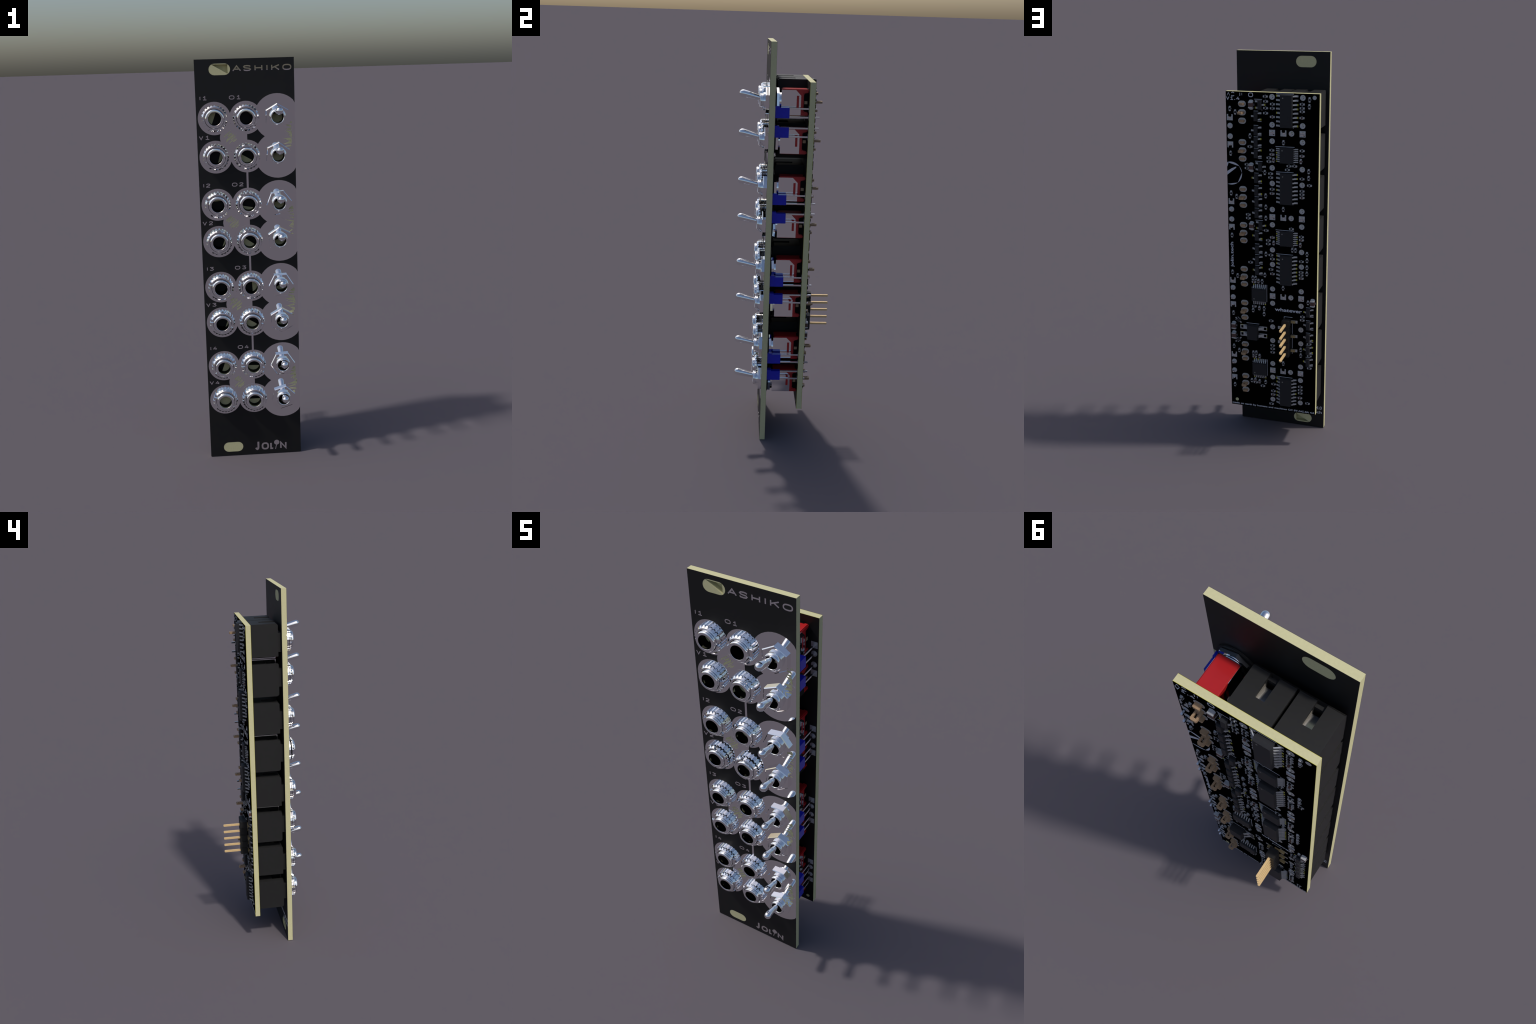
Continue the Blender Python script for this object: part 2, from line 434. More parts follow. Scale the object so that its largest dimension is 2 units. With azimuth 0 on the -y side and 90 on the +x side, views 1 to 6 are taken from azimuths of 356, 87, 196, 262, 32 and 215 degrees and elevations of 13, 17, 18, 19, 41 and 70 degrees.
def nut_mesh(gap):
    """knurled ring in two toothed bands; the outer one is coned and slotted for a key"""
    b = Build(); teeth = 24; tip, root = 3.98, 3.52
    d = 2*PI/teeth
    def ring(slots):
        """(angle, radius, in_slot) round the toothed outline"""
        out = []
        for k in range(teeth):
            cut = k in slots
            pts = [(0.0, root), (0.28, tip), (0.72, tip)]
            if cut: pts = [(0.0, root), (0.02, root), (0.28, tip), (0.72, tip), (0.98, root)]
            for i, (t, r) in enumerate(pts):
                out.append(((k + t)*d, r, cut and i > 0))
        return out
    def band(y_back, y_face, y_cone, slots):
        P = ring(slots); deep = 0.5
        at = lambda r, a, y: (r*math.cos(a), y, r*math.sin(a))
        yf = lambda r, cut: y_face + deep if cut else min(y_back - 0.1, y_face + max(0, (r - y_cone))*1.15)
        secs = [[at(3.0, a, y_back) for a, r, c in P], [at(r, a, y_back) for a, r, c in P],
                [at(r, a, yf(r, c)) for a, r, c in P], [at(3.47, a, yf(3.47, c)) for a, r, c in P], [at(3.0, a, yf(3.0, c)) for a, r, c in P]]
        b.loft(secs, "chrome", False, cap0=False, cap1=False)
    band(PANEL_F - 0.03, -8.0, 99, ())
    band(-8.15 - gap, -8.95 - gap, 3.47, (0, 12))
    b.lathe([(3.38, -8.5 - gap), (3.38, PANEL_F - 0.06)], "void", 32)  # groove floor painted near-black to draw the dark line between the bands
    return b.mesh("knurled_nut", angle=18)

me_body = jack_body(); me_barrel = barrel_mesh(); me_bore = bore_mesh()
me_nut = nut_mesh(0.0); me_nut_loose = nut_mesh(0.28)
# which part of each bore is closed by the web (start angle, end angle, depth)
WEBS = [(75, 245, -6.8), (20, 75, -6.8), (-70, 40, -6.2), (160, 320, -6.9),
        (40, 150, -6.9), (200, 320, -6.8), (-60, 20, -6.9), (150, 320, -6.9),
        (60, 150, -6.8), (-75, 80, -6.8), (-60, 20, -6.8), (150, 325, -7.0),
        (-110, 70, -6.8), (190, 345, -6.8), (160, 380, -6.9), (190, 350, -6.9)]
KEYS = [-10, -25, 8, 55, -40, -65, 80, -85, -35, -40, -25, -10, 20, -12, -38, -42]
for i, (x, z, s) in enumerate(jacks):
    j = put("audio_jack", me_body, x=x, z=z, ry=0 if s > 0 else PI)
    # children stay in world orientation: undo the half turn
    def child(name, me, spin):
        o = put(name, me, j); o.location = (0, 0, 0); o.rotation_euler = (0, -spin - j.rotation_euler[1], 0); return o
    child("threaded_barrel", me_barrel, 0)
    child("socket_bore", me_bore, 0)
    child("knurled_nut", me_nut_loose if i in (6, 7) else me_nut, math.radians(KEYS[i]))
    child("socket_web", web_mesh(*WEBS[i]), 0)

# ------------------------------------------------------------------ toggle switches
def toggle_body():
    b = Build()
    hw, hz = 2.38, 3.9
    prof = [(-3.22, -hz), (PCB_F - 0.01, -hz), (PCB_F - 0.01, -hz + 1.0), (3.3, -hz + 1.25), (3.3, hz - 1.25), (PCB_F - 0.01, hz - 1.0), (PCB_F - 0.01, hz), (-3.22, hz)]
    b.loft([[(x, y, z) for y, z in prof] for x in (-hw, hw)], "red")
    return b.mesh("toggle_switch", bevel=0.22)
def toggle_frame():
    """bright steel saddle folded over the body: two side plates, each with a window"""
    b = Build(); top, bot = 3.62, -3.74
    y0, y1, z0, z1 = 1.15, 1.85, -1.55, 2.0                # window
    edge = lambda y: top - (y - 0.9)*(1.6/1.55)            # slanted corner
    for sx in (-1, 1):
        x0, x1 = sx*2.385, sx*2.45
        cut = lambda ps: b.loft([[(x0, y, z) for y, z in ps], [(x1, y, z) for y, z in ps]], "mirror")
        cut([(-3.36, top), (0.9, top), (y0, edge(y0)), (y0, bot), (-3.36, bot)])
        cut([(y0, edge(y0)), (y1, edge(y1)), (y1, z1), (y0, z1)])
        cut([(y0, z0), (y1, z0), (y1, bot), (y0, bot)])
        cut([(y1, edge(y1)), (2.45, edge(2.45)), (2.45, bot), (y1, bot)])
    b.box(-2.44, 2.44, -3.40, -3.23, bot, top, "mirror")
    return b.mesh("switch_frame")
def toggle_bushing():
    b = Build(); prof = [(2.75, -3.41), (2.75, -3.95), (2.35, -4.0)]
    y = -4.1
    while y > -9.3:
        prof += [(2.36, y), (2.18, y - 0.2)]; y -= 0.42
    prof = [p for p in prof if not -8.85 < p[1] < -8.0] 
    prof = [p for p in prof if p[1] > -8.4] + [(2.6, -8.0), (2.6, -8.72), (2.3, -8.78)] + [p for p in prof if p[1] < -8.4]
    prof += [(2.36, -9.4), (2.3, -9.62), (2.1, -9.74), (1.85, -9.72), (1.75, -9.6), (1.75, -9.3)]
    b.lathe(prof, "chrome", 32)
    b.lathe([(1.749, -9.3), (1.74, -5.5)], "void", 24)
    return b.mesh("threaded_bushing", angle=50)
def bushing_floor(a0, a1):
    b = Build()
    b.prism(circle(0, 0, 1.73, 20), -5.6, -5.5, "void")
    n = 12
    b.prism([(1.72*math.cos(math.radians(a0 + (a1-a0)*k/n)), 1.72*math.sin(math.radians(a0 + (a1-a0)*k/n))) for k in range(n+1)], -6.8, -6.7, "fibre")
    return b.mesh("bushing_floor")
def lever_mesh():
    b = Build()
    t = math.radians(13.5); d = Vector((0, -math.cos(t), math.sin(t))); p = Vector((0, -6.1, 0))
    L = [0.6, 3.2, 5.5, 7.6, 8.8]; R = [0.66, 0.78, 0.94, 1.09, 1.15]
    for k in range(1, 8):
        a = PI/2*k/7; L.append(8.92 + 1.15*math.sin(a)); R.append(max(0.02, 1.15*math.cos(a)))
    b.rod([p + d*l for l in L], R, "chrome", 24)
    return b.mesh("lever", angle=50)
def hex_nut(y0, y1, af):
    b = Build(); R = af/math.sqrt(3)
    hexa = circle(0, 0, R, 6); inner = circle(0, 0, 2.2, 6); small = circle(0, 0, R - 0.26, 6)
    f = lambda ring, y: [(x, y, z) for x, z in ring]
    b.loft([f(inner, y1), f(hexa, y1), f(hexa, y0 + 0.17), f(small, y0), f(inner, y0)], "mirror", cap0=False, cap1=False)
    return b.mesh("hex_nut")
def washer_mesh():
    b = Build(); n = 24; r = circle(0, 0, 4.3, n); q = circle(0, 0, 2.3, n)
    f = lambda ring, y: [(x, y, z) for x, z in ring]
    b.loft([f(q, -5.285), f(r, -5.285), f(r, -4.95), f(q, -4.95)], "plastic", cap0=False, cap1=False)
    return b.mesh("black_washer")
def lug_mesh(length, hole):
    b = Build(); y0, y1 = PCB_F - 1.6, PCB_B + length; w, t = 0.75, 0.33
    if hole:
        b.box(-w, w, y0, y1 - 1.75, -t, t, "brass")
        b.box(-w, -0.33, y1 - 1.75, y1 - 0.6, -t, t, "brass"); b.box(0.33, w, y1 - 1.75, y1 - 0.6, -t, t, "brass")
        b.loft([[(x, y, z) for x, y in ((-w, y1 - .6), (w, y1 - .6), (w, y1 - .25), (w - .25, y1), (-w + .25, y1), (-w, y1 - .25))] for z in (-t, t)], "brass")
    else:
        b.loft([[(x, y, z) for x, y in ((-w, y0), (w, y0), (w, y1 - .15), (w - .15, y1), (-w + .15, y1), (-w, y1 - .15))] for z in (-t, t)], "brass")
    return b.mesh("terminal_lug")
def lug_insulator():
    b = Build(); b.box(-2.1, 2.1, 3.28, PCB_F - 0.012, -2.7, 2.7, "void"); b.box(-2.25, 2.25, 3.5, 4.4, -0.45, 0.45, "brass")
    b.box(-1.2, 1.3, 4.2, PCB_F - 0.012, 3.8, 3.93, "void")
    return b.mesh("terminal_insulator")

me_t = toggle_body(); me_fr = toggle_frame(); me_bu = toggle_bushing(); me_lv = lever_mesh()
me_hn = hex_nut(-8.15, PANEL_F - 0.03, 7.0); me_hb = hex_nut(-4.94, -4.04, 7.0); me_wa = washer_mesh()
me_l1 = lug_mesh(2.55, True); me_l0 = lug_mesh(1.15, False); me_in = lug_insulator()
HEX = [30, 24, 8, 33, 2, 30, 3, 17]
for i, (x, z, s) in enumerate(toggles):
    t = put("toggle_switch", me_t, x=x, z=z)
    kid = lambda n, me, dz=0, ry=0.0: put(n, me, t, x=x, z=z + dz, ry=ry)
    kid("switch_frame", me_fr); kid("threaded_bushing", me_bu); kid("lever", me_lv)
    kid("black_washer", me_wa); kid("hex_nut", me_hn, 0, -math.radians(HEX[i])); kid("hex_nut", me_hb, 0, -math.radians(HEX[i]*3 + 11))
    kid("bushing_floor", bushing_floor(-200 + 12*i, 60 - 9*i))
    kid("terminal_insulator", me_in)
    kid("terminal_lug", me_l1)
    for dz in (2.56, -2.56): kid("terminal_lug", me_l0, dz)

# ------------------------------------------------------------------ lamps
def lamp_mesh(mat):
    b = Build()
    b.box(-0.95, 0.85, -3.9, -1.0, -1.55, 1.55, mat)
    b.box(-1.25, 0.85, -5.27, -3.9, -1.55, 1.95, mat)
    return b.mesh("indicator_lamp", bevel=0.06)
def wire_mesh(y1, y0=-1.02):
    b = Build(); w = 0.24; b.box(-w, w, y0, y1, -w, w, "lead"); return b.mesh("lamp_wire", bevel=0.04)
me_lamp = lamp_mesh("blue"); me_w0 = wire_mesh(7.15); me_w1 = wire_mesh(8.0); me_w2 = wire_mesh(7.0, -3.4)
LAMP_X = 13.46
for c in CHANNEL:
    for s in (1, -1):
        l = put("indicator_lamp", me_lamp, x=LAMP_X, z=c + s*2.91)
        put("lamp_wire", me_w1, l, x=LAMP_X, z=c + s*1.63); put("lamp_wire", me_w0, l, x=LAMP_X, z=c + s*4.19)
b = Build()
b.lathe([(0.001, -5.28), (1.2, -5.27), (1.2, -3.6), (1.1, -3.4), (0.001, -3.35)], "smoke", 24)
me_mid = b.mesh("window_lamp")
for c in CHANNEL:
    l = put("window_lamp", me_mid, x=-4.83, z=c)
    for dx in (1.0, -1.0): put("lamp_wire", me_w2, l, x=-4.83 + dx, z=c)

# ------------------------------------------------------------------ rear board
EX0, EX1, EZ0, EZ1 = -14.67, 14.67, 11.25, 117.22
b = Build()
b.box(EX0, EX1, PCB_F + 0.08, PCB_B - 0.08, EZ0, EZ1, "fibre")
b.box(EX0, EX1, PCB_F + 0.03, PCB_F + 0.08, EZ0, EZ1, "copper"); b.box(EX0, EX1, PCB_B - 0.08, PCB_B - 0.03, EZ0, EZ1, "copper")
b.box(EX0, EX1, PCB_F, PCB_F + 0.03, EZ0, EZ1, "mask"); b.box(EX0, EX1, PCB_B - 0.03, PCB_B, EZ0, EZ1, "board")
board = put("circuit_board", b.mesh("circuit_board"))

def pad_mesh(kind, tip, bite=None):
    b = Build()
    if kind == "round": poly = circle(0, 0, 0.86, 18)
    elif kind == "square": poly = [(-0.93, -0.93), (0.93, -0.93), (0.93, 0.93), (-0.93, 0.93)]
    else: poly = obround(0, 0, 2.5, 1.85, 8)
    b.prism(poly, PCB_B + 0.002, PCB_B + 0.035, "tin"); b.prism(poly, PCB_F - 0.035, PCB_F - 0.002, "tin")
    if tip:
        b.rod([(0.22, PCB_B, -0.25), (0.22, PCB_B + 0.22, -0.25)], [0.3, 0.26], "tin", 8)
        b.prism(circle(-0.24, -0.18, 0.12, 8), PCB_B + 0.03, PCB_B + 0.045, "board")
        b.prism([(-0.35, 0.25), (0.05, 0.15), (0.2, 0.5), (-0.2, 0.6)], PCB_B + 0.03, PCB_B + 0.042, "fleck")
    if bite:
        b.prism(circle(bite[0], bite[1], bite[2] if len(bite) > 2 else 0.55, 14), PCB_B + 0.003, PCB_B + 0.05, "board")
    return b.mesh(kind + "_pad")
pads = {(k, t): pad_mesh(k, t) for k in ("round", "square", "oval") for t in (0, 1)}
bit_up = pad_mesh("square", 0, (0.0, 0.62)); bit_dn = pad_mesh("square", 0, (0.0, -0.62)); bit_sd = pad_mesh("square", 1, (-0.5, -0.4, 0.27))
for c in CHANNEL:
    for x in (COL_OUT - 0.02, COL_IN):
        put("square_pad", bit_sd, board, x=x, z=c)
        for dz in (2.45, -2.52, 10.77, -10.78): put("round_pad", pads["round", 1], board, x=x, z=c + dz)
    for s in (1, -1):
        put("square_pad", bit_up if s > 0 else bit_dn, board, x=LAMP_X, z=c + s*4.19); put("round_pad", pads["round", 0], board, x=LAMP_X, z=c + s*1.63)
        for dz in (8.4, 5.84, 3.28): put("oval_pad", pads["oval", 0], board, x=COL_SW, z=c + s*dz)
    put("square_pad", bit_up, board, x=-3.57, z=c); put("round_pad", pads["round", 1], board, x=-6.1, z=c)
b = Build()
b.prism(circle(-13.11, 116.07, 0.62, 14), PCB_B + 0.002, PCB_B + 0.03, "tin"); b.prism(circle(12.71, 13.3, 0.58, 14), PCB_B + 0.002, PCB_B + 0.03, "fibre")
b.prism(circle(12.71, 13.3, 0.58, 14), PCB_F - 0.03, PCB_F - 0.002, "fibre"); b.prism(circle(-13.11, 116.07, 0.62, 14), PCB_F - 0.03, PCB_F - 0.002, "tin")
put("tooling_hole", b.mesh("tooling_hole"), board)

# silkscreen: words, logo, part outlines
b = Build()
def silk(pts, w, y=PCB_B, closed=False, lift=0.03): b.ribbon(pts, w, y + 0.002, y + lift, "silk", closed)
silk([(14.25, 115.9), (13.8, 116.8), (13.35, 115.9)], 0.12)
silk([(12.85, 116.75), (12.4, 116.95), (11.95, 116.75)], 0.22); silk([(12.85, 115.95), (12.4, 115.8), (11.95, 115.95)], 0.22)
silk([(10.15, 115.9), (10.15, 116.85)], 0.18); silk([(9.5, 116.1), (9.5, 116.8)], 0.12)
silk([(6.04 + 1.33*u, 115.76 + 1.14*v) for u, v in superO()], 0.22, closed=True)
put("board_name_text", b.mesh("board_name_text"), board)
b = Build()
for ch, xl, xr in (("V", 14.45, 13.6), ("1", 13.15, 12.35), ("4", 11.2, 10.3)):
    for k, st in enumerate(GLYPH[ch]):
        b.ribbon([(xl + (xr - xl)*u, 114.72 + 0.85*v) for u, v in st], 0.2, PCB_B + 0.002, PCB_B + 0.03 + 0.003*k, "silk")
b.box(11.68, 11.9, PCB_B + 0.002, PCB_B + 0.03, 114.65, 114.87, "silk")
put("version_text", b.mesh("version_text"), board)
word("whatever_text", "whatever", -0.75, 47.25, 9.1, 1.2, PCB_B, board)
# web address runs upwards along the board's edge
def word_up(name, txt, x_right, z0, length, height, parent):
    o = word(name, txt, 0, 0, length, height, PCB_B, parent)
    for v in o.data.vertices:
        u, t = -v.co.x, v.co.z
        v.co.x, v.co.z = x_right*S + t, z0*S + u
    return o
word_up("web_text", "jolin.tech", 12.8, 61.0, 8.5, 1.28, board)
word("origin_text", "made on earth by humans and machines CC BY-NC-SA 4.0", 14.4, 11.45, 28.75, 0.8, PCB_B, board)

b = Build()
LC, LR = (13.45, 91.95), 3.65
corner = [110, 40, 5, -52, -108]          # corners of the inner polygon, seen from behind
for a0, a1 in zip(corner, corner[1:]):
    n = 8; arc = []
    for k in range(n+1):
        a = math.radians(a0 + (a1 - a0)*k/n); arc.append((LC[0] - LR*math.cos(a), LC[1] + LR*math.sin(a)))
    arc = [(min(x, EX1 - 0.02), z) for x, z in arc]
    b.prism(arc, PCB_B + 0.002, PCB_B + 0.03, "silk")
b.prism([(14.64, 91.4), (14.64, 92.55), (13.2, 93.5), (11.9, 94.05), (11.62, 94.0), (11.75, 93.7)], PCB_B + 0.002, PCB_B + 0.032, "silk")
b.prism([(14.64, 95.35), (14.1, 95.5), (14.5, 94.2), (14.64, 93.9)], PCB_B + 0.002, PCB_B + 0.03, "silk")
put("round_logo", b.mesh("round_logo"), board)

# ---- surface-mount parts.  Local frame: x, z in the board plane, y away from it.
def chip_resistor(kind):
    b = Build()
    body = "resin" if kind == "R" else "ceramic"; h = 0.35 if kind == "R" else 0.48
    for s in (-1, 1):
        x0, x1 = sorted((s*0.24, s*0.78)); zz = 0.32
        ch = 0.12
        sq = [(x0, -zz + ch), (x0 + ch, -zz), (x1 - ch, -zz), (x1, -zz + ch), (x1, zz - ch), (x1 - ch, zz), (x0 + ch, zz), (x0, zz - ch)]
        b.prism(sq, 0.002, 0.035, "tin")
        a0, a1 = sorted((s*0.27, s*0.51))
        b.box(a0, a1, 0.03, h + 0.02, -0.255, 0.255, "tin")
        b.box(-0.2, 0.2, 0.002, 0.03, s*0.40 - 0.06, s*0.40 + 0.06, "silk")
    b.box(-0.27, 0.27, 0.04, h, -0.25, 0.25, body)
    return b.mesh("chip_resistor" if kind == "R" else "chip_capacitor")
me_res = {"R": chip_resistor("R"), "C": chip_resistor("C")}

RES_UPRIGHT = [(13.44, 111.98), (11.71, 111.0), (7.05, 103.92), (-11.59, 115.44), (-11.55, 113.43), (-3.59, 102.33), (13.41, 98.25),
    (2.38, 92.81), (13.47, 85.6), (11.67, 84.61), (2.14, 85.41), (-11.56, 93.88), (-11.56, 91.81), (2.1, 81.82), (2.12, 78.23), (13.45, 71.76),
    (-3.56, 81.47), (2.16, 66.37), (13.51, 59.29), (11.78, 58.2), (2.55, 59.26), (6.63, 57.92), (5.68, 57.91), (3.49, 56.98), (-6.54, 68.42),
    (-7.57, 68.45), (-11.31, 67.45), (-11.33, 65.37), (-11.32, 63.01), (-11.31, 60.97), (-3.53, 55.33), (6.62, 46.72), (2.88, 47.67), (2.89, 45.72),
    (13.45, 45.05), (13.46, 33.07), (11.63, 31.77), (6.72, 31.41), (5.68, 31.55), (-11.82, 51.2), (-9.53, 34.45), (7.33, 21.19), (2.51, 21.18),
    (13.39, 18.83), (-3.62, 28.78), (-9.55, 32.43)]
RES_FLAT = [(7.09, 100.62), (2.08, 115.99), (2.0, 114.52), (2.01, 112.52), (2.02, 111.0), (-0.15, 113.78), (-0.11, 112.52), (-9.37, 114.04),
    (-9.36, 112.87), (-9.39, 111.88), (8.1, 94.99), (8.1, 93.85), (0.08, 99.81), (1.03, 97.45), (1.0, 96.3), (0.5, 92.54), (0.5, 91.31), (0.02, 87.65),
    (-9.45, 100.1), (-5.36, 95.21), (-7.17, 95.26), (-4.85, 94.02), (-9.49, 91.44), (-11.85, 89.54), (-9.52, 87.62), (-9.51, 86.59), (7.9, 78.98),
    (7.9, 77.83), (2.02, 74.21), (1.34, 70.99), (1.35, 69.82), (-6.21, 75.31), (-9.46, 72.96), (0.51, 66.18), (-0.01, 64.9), (7.31, 63.16), (0.49, 61.35),
    (-9.51, 64.88), (-9.46, 61.3), (-9.44, 60.34), (0.49, 43.59), (-0.01, 34.9), (0.0, 33.68), (0.0, 32.41), (-10.07, 46.14), (-9.98, 44.97), (-12.34, 36.85),
    (5.96, 20.67), (3.49, 19.62), (-0.27, 20.76), (-0.22, 18.23), (0.46, 13.34), (-12.45, 32.6), (-12.5, 28.2), (-9.48, 21.0), (-9.49, 19.8), (-9.5, 18.67), (-12.03, 15.2)]
CAP_FLAT = [(-0.11, 109.97), (-9.33, 109.97), (0.05, 98.54), (0.05, 86.31), (-9.43, 98.49), (-9.54, 85.57), (0.01, 72.08), (-9.47, 71.96), (0.01, 59.9),
    (6.26, 56.57), (-9.52, 59.27), (6.21, 48.11), (6.27, 30.11), (-0.13, 16.93), (-9.41, 16.91)]
CAP_UPRIGHT = [(-0.43, 96.82), (-9.08, 96.86), (-0.43, 70.28), (-9.14, 70.3), (4.72, 56.95), (4.49, 47.63), (4.55, 30.47), (6.08, 21.58), (4.6, 21.15)]
for spots, kind, turn in ((RES_FLAT, "R", 0), (RES_UPRIGHT, "R", PI/2), (CAP_FLAT, "C", 0), (CAP_UPRIGHT, "C", PI/2)):
    for x, z in spots:
        put("chip_resistor" if kind == "R" else "chip_capacitor", me_res[kind], board, x=x, z=z, y=PCB_B, ry=turn)

# larger capacitors and two small slanted diodes
b = Build()
for s in (-1, 1):
    b.prism(obround(0, s*0.95, 1.5, 1.1, 5), 0.002, 0.035, "tin")
    z0, z1 = sorted((s*0.60, s*0.98)); b.box(-0.68, 0.68, 0.03, 0.92, z0, z1, "tin")
    b.box(s*0.9 - 0.06, s*0.9 + 0.06, 0.002, 0.03, -0.35, 0.35, "silk")
b.box(-0.66, 0.66, 0.04, 0.9, -0.60, 0.60, "ceramic")
me_cap = b.mesh("large_capacitor", bevel=0.03)
for x, z in ((6.6, 113.4), (6.68, 94.2), (6.74, 75.4), (13.3, 40.6), (13.3, 37.2), (-13.36, 51.2)):
    put("large_capacitor", me_cap, board, x=x, z=z, y=PCB_B)
b = Build()
b.box(-0.6, 0.6, 0.05, 0.6, -0.42, 0.42, "chip")
for s in (-1, 1):
    b.box(s*0.95 - 0.38, s*0.95 + 0.38, 0.03, 0.2, -0.2, 0.2, "tin"); b.box(-0.4, 0.9, 0.002, 0.03, s*0.62 - 0.06, s*0.62 + 0.06, "silk")
me_dio = b.mesh("diode")
put("diode", me_dio, board, x=11.72, z=42.7, y=PCB_B, ry=-0.7); put("diode", me_dio, board, x=11.84, z=35.7, y=PCB_B, ry=0.7)

# gull-wing pins: shoulder, slope and foot with its pad, pointing to +x
def pin_mesh(w, out, h, reach, pad_w, yellow):
    b = Build(); t = 0.17
    q = [(-0.02, h), (out*0.12, h), (out*0.92, 0.24), (out, 0.20), (out, 0.05), (out*0.80, 0.05), (out*0.05, h - t), (-0.02, h - t)]
    b.loft([[(x, y, z) for x, y in q] for z in (-w/2, w/2)], "tin")
    b.box(out*0.25, reach, 0.002, 0.035, -pad_w/2, pad_w/2, "tin")
    if yellow: b.box(reach - 0.32, reach + 0.01, 0.03, 0.05, -pad_w/2 - .005, pad_w/2 + .005, "copper")
    return b.mesh("chip_pin")
def chip_mesh(name, lx, lz, h, dot):
    b = Build(); c = 0.16; m_ = h*0.52
    r = lambda s, y: [(-lx/2 + s, y, -lz/2 + s), (lx/2 - s, y, -lz/2 + s), (lx/2 - s, y, lz/2 - s), (-lx/2 + s, y, lz/2 - s)]
    b.loft([r(c, 0.1), r(0, m_), r(0, m_ + 0.12), r(c, h)], "chip")
    if dot: b.prism(circle(dot[0], dot[1], 0.21, 12), h - 0.05, h + 0.012, "dot")
    return b.mesh(name)
pin_s = [pin_mesh(0.42, 1.22, 0.95, 1.52, 0.55, k) for k in (0, 1)]
pin_t = [pin_mesh(0.26, 0.95, 0.62, 1.30, 0.38, k) for k in (0, 1)]
pin_3 = [pin_mesh(0.42, 0.68, 0.62, 0.98, 0.55, k) for k in (0, 1)]
rnd = random.Random(23)
def chip(name, me, xc, zc, sides, turn=0.0):
    """sides: (direction, half body, offsets, meshes)"""
    c = put(name, me, board, x=xc, z=zc, y=PCB_B, ry=turn)
    c.parent = ROOT; c.location = Vector((xc, PCB_B, zc))*S
    for d, half, offs, pm in sides:
        for o in offs:
            p = put("chip_pin", pm[1 if rnd.random() < 0.33 else 0], c)
            p.location = (d*half*S, 0, o*S); p.rotation_euler = (0, 0 if d > 0 else PI, 0)
    return c
me_soic = chip_mesh("wide_chip", 3.9, 9.9, 1.72, (0.93, 3.95))
me_tss = chip_mesh("fine_chip", 4.4, 5.0, 1.1, (1.3, 1.55))
me_sot = chip_mesh("small_transistor", 1.35, 2.95, 1.1, None)
ladder = lambda n, p: [(k - (n - 1)/2)*p for k in range(n)]
for z in (111.9, 88.2, 61.75, 18.8):
    chip("wide_chip", me_soic, -4.72, z, [(1, 1.92, ladder(8, 1.27), pin_s), (-1, 1.92, ladder(8, 1.27), pin_s)])
for x, z, turn in ((-4.74, 98.5, 0), (-4.74, 72.1, 0), (4.4, 52.4, PI/2), (4.4, 26.0, PI/2)):
    chip("fine_chip", me_tss, x, z, [(1, 2.18, ladder(7, 0.65), pin_t), (-1, 2.18, ladder(7, 0.65), pin_t)], turn)
SOT_B = [(5.0, 109.98), (5.03, 105.66), (5.05, 102.15), (5.03, 98.66), (5.0, 90.9), (4.98, 86.85), (4.96, 83.35), (4.97, 79.7), (4.98, 72.25), (4.97, 67.93),
         (4.95, 64.35), (4.96, 60.73), (-12.0, 47.93), (-12.02, 43.43), (-12.02, 39.15), (-12.02, 34.82), (-12.03, 30.5)]
SOT_A = [(3.74, 113.5), (3.69, 94.6), (3.71, 75.76)]
for x, z in SOT_B: chip("small_transistor", me_sot, x, z, [(1, 0.66, [0], pin_3), (-1, 0.66, [0.95, -0.95], pin_3)])
for x, z in SOT_A: chip("small_transistor", me_sot, x, z, [(-1, 0.66, [0], pin_3), (1, 0.66, [0.95, -0.95], pin_3)])
# four-legged coupler
b = Build()
r = lambda s, y: [(-1.9 + s*1.4, y, -2.45 + s*.4), (1.9 - s*1.4, y, -2.45 + s*.4), (1.9 - s*1.4, y, 2.45 - s*.4), (-1.9 + s*1.4, y, 2.45 - s*.4)]
b.loft([r(.06, .15), r(0, 1.0), r(0, 1.15), r(.16, 2.05)], "chip")
me_cpl = b.mesh("coupler_chip")
cp = put("coupler_chip", me_cpl, x=6.5, z=39.25, y=PCB_B)
pin_c = pin_mesh(0.95, 1.35, 1.0, 1.6, 1.2, 0)
for d in (1, -1):
    for o in (1.27, -1.27):
        p = put("chip_pin", pin_c, cp); p.location = (d*1.88*S, 0, o*S); p.rotation_euler = (0, 0 if d > 0 else PI, 0)
b = Build()
for o in (1.27, -1.27):
    z = 39.2 + o
    for q in ([10.1, 11.15, z - .78, z - .45], [10.1, 11.15, z + .45, z + .78], [10.85, 11.15, z - .45, z + .45], [8.4, 10.1, z - .78, z + .78],
              [1.95, 3.05, z - .75, z - .45], [1.95, 3.05, z + .45, z + .75], [1.95, 2.15, z - .45, z + .45], [3.05, 4.6, z - .75, z + .75]):
        b.box(q[0], q[1], PCB_B + 0.002, PCB_B + 0.03, q[2], q[3], "tin")
    b.box(10.1, 11.1, PCB_B + 0.03, PCB_B + 0.04, z + .70, z + .80, "copper"); b.box(1.9, 2.05, PCB_B + 0.03, PCB_B + 0.04, z - .3, z + .3, "copper")
put("coupler_pad", b.mesh("coupler_pad"), board)

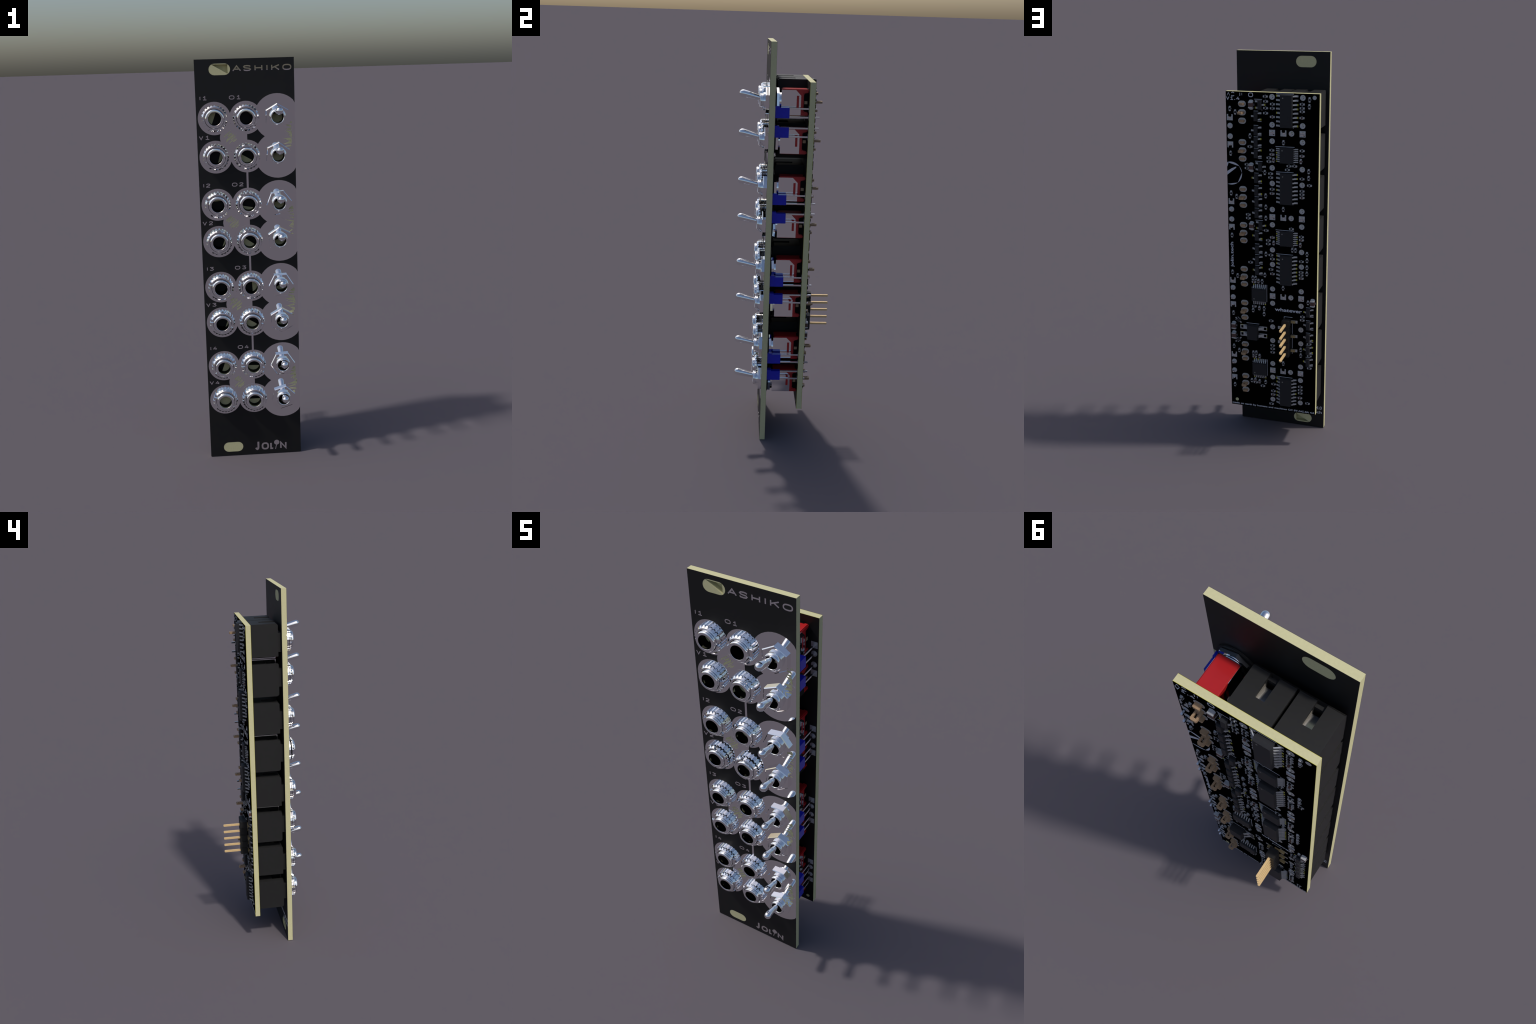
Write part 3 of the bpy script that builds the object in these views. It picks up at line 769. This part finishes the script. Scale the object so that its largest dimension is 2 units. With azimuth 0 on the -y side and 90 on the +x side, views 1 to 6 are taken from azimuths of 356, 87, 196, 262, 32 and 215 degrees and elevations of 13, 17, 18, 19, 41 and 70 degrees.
# part outlines on the silkscreen
b = Build()
line = lambda x0, x1, z: b.box(min(x0, x1), max(x0, x1), PCB_B + 0.002, PCB_B + 0.03, z - 0.07, z + 0.07, "silk")
vline = lambda x, z0, z1: b.box(x - 0.07, x + 0.07, PCB_B + 0.002, PCB_B + 0.03, min(z0, z1), max(z0, z1), "silk")
for z in (111.9, 88.2, 61.75, 18.8): line(-1.25, -6.78, z + 5.04); line(-6.5, -6.8, z - 5.04)
for z in (98.5, 72.1): line(-1.08, -7.05, z + 2.58); line(-6.7, -7.05, z - 2.58)
for z in (52.4, 26.0): vline(1.93, z + 3.5, z - 2.4); vline(6.95, z + 2.4, z + 2.1)
for x, z in SOT_B: line(x + 0.80, x - 0.65, z + 1.56); line(x - 0.3, x - 1.65, z - 1.56)
for x, z in SOT_A: line(x + 1.85, x - 0.6, z + 1.58); line(x - 0.4, x - 0.7, z - 1.58)
line(9.0, 4.6, 41.95); line(-3.88, -6.69, 45.56); vline(-3.88, 45.56, 44.9); vline(-6.66, 44.0, 39.8); vline(-6.66, 38.6, 34.7); vline(-6.66, 33.7, 32.7); line(-6.6, -8.3, 33.7)
o = put("part_outlines", b.mesh("part_outlines"), board); o["kind"] = "stuff"

# ------------------------------------------------------------------ power header
HX, HZ0, HP = -5.1, 44.10, 2.54
b = Build()
for k in range(5):
    z = HZ0 - k*HP; e = HP/2 - 0.02; c = 0.25
    oct_ = [(-1.25, z - e + c), (-1.25 + c, z - e), (1.25 - c, z - e), (1.25, z - e + c), (1.25, z + e - c), (1.25 - c, z + e), (-1.25 + c, z + e), (-1.25, z + e - c)]
    full = [(-1.25, z - e), (-1.25 + c, z - e), (1.25 - c, z - e), (1.25, z - e), (1.25, z + e), (1.25 - c, z + e), (-1.25 + c, z + e), (-1.25, z + e)]
    small = c*0.25
    use = oct_ if k in (0, 4) else full
    b.prism([(HX + x, zz) for x, zz in full], 7.3, 9.88, "plastic")
hdr = put("pin_header", b.mesh("pin_header", bevel=0.12))
b = Build(); w = 0.32
b.loft([[(-w, 9.86, -w), (w, 9.86, -w), (w, 9.86, w), (-w, 9.86, w)], [(-w, 15.6, -w), (w, 15.6, -w), (w, 15.6, w), (-w, 15.6, w)],
        [(-.2, 15.78, -.2), (.2, 15.78, -.2), (.2, 15.78, .2), (-.2, 15.78, .2)]], "gold")
me_pin = b.mesh("header_pin")
b = Build()
b.box(1.0, 2.55, PCB_B + 0.04, PCB_B + 0.68, -w, w, "foot"); b.box(-w, 1.0, PCB_B + 0.25, 7.4, -w, w, "foot"); b.box(1.2, 3.3, PCB_B + 0.002, PCB_B + 0.035, -0.5, 0.5, "tin")
me_foot = b.mesh("header_foot", bevel=0.03)
for k in range(5):
    z = HZ0 - k*HP
    put("header_pin", me_pin, hdr, x=HX, z=z)
    put("header_foot", me_foot, hdr, x=HX, z=z, ry=PI if k % 2 == 0 else 0)
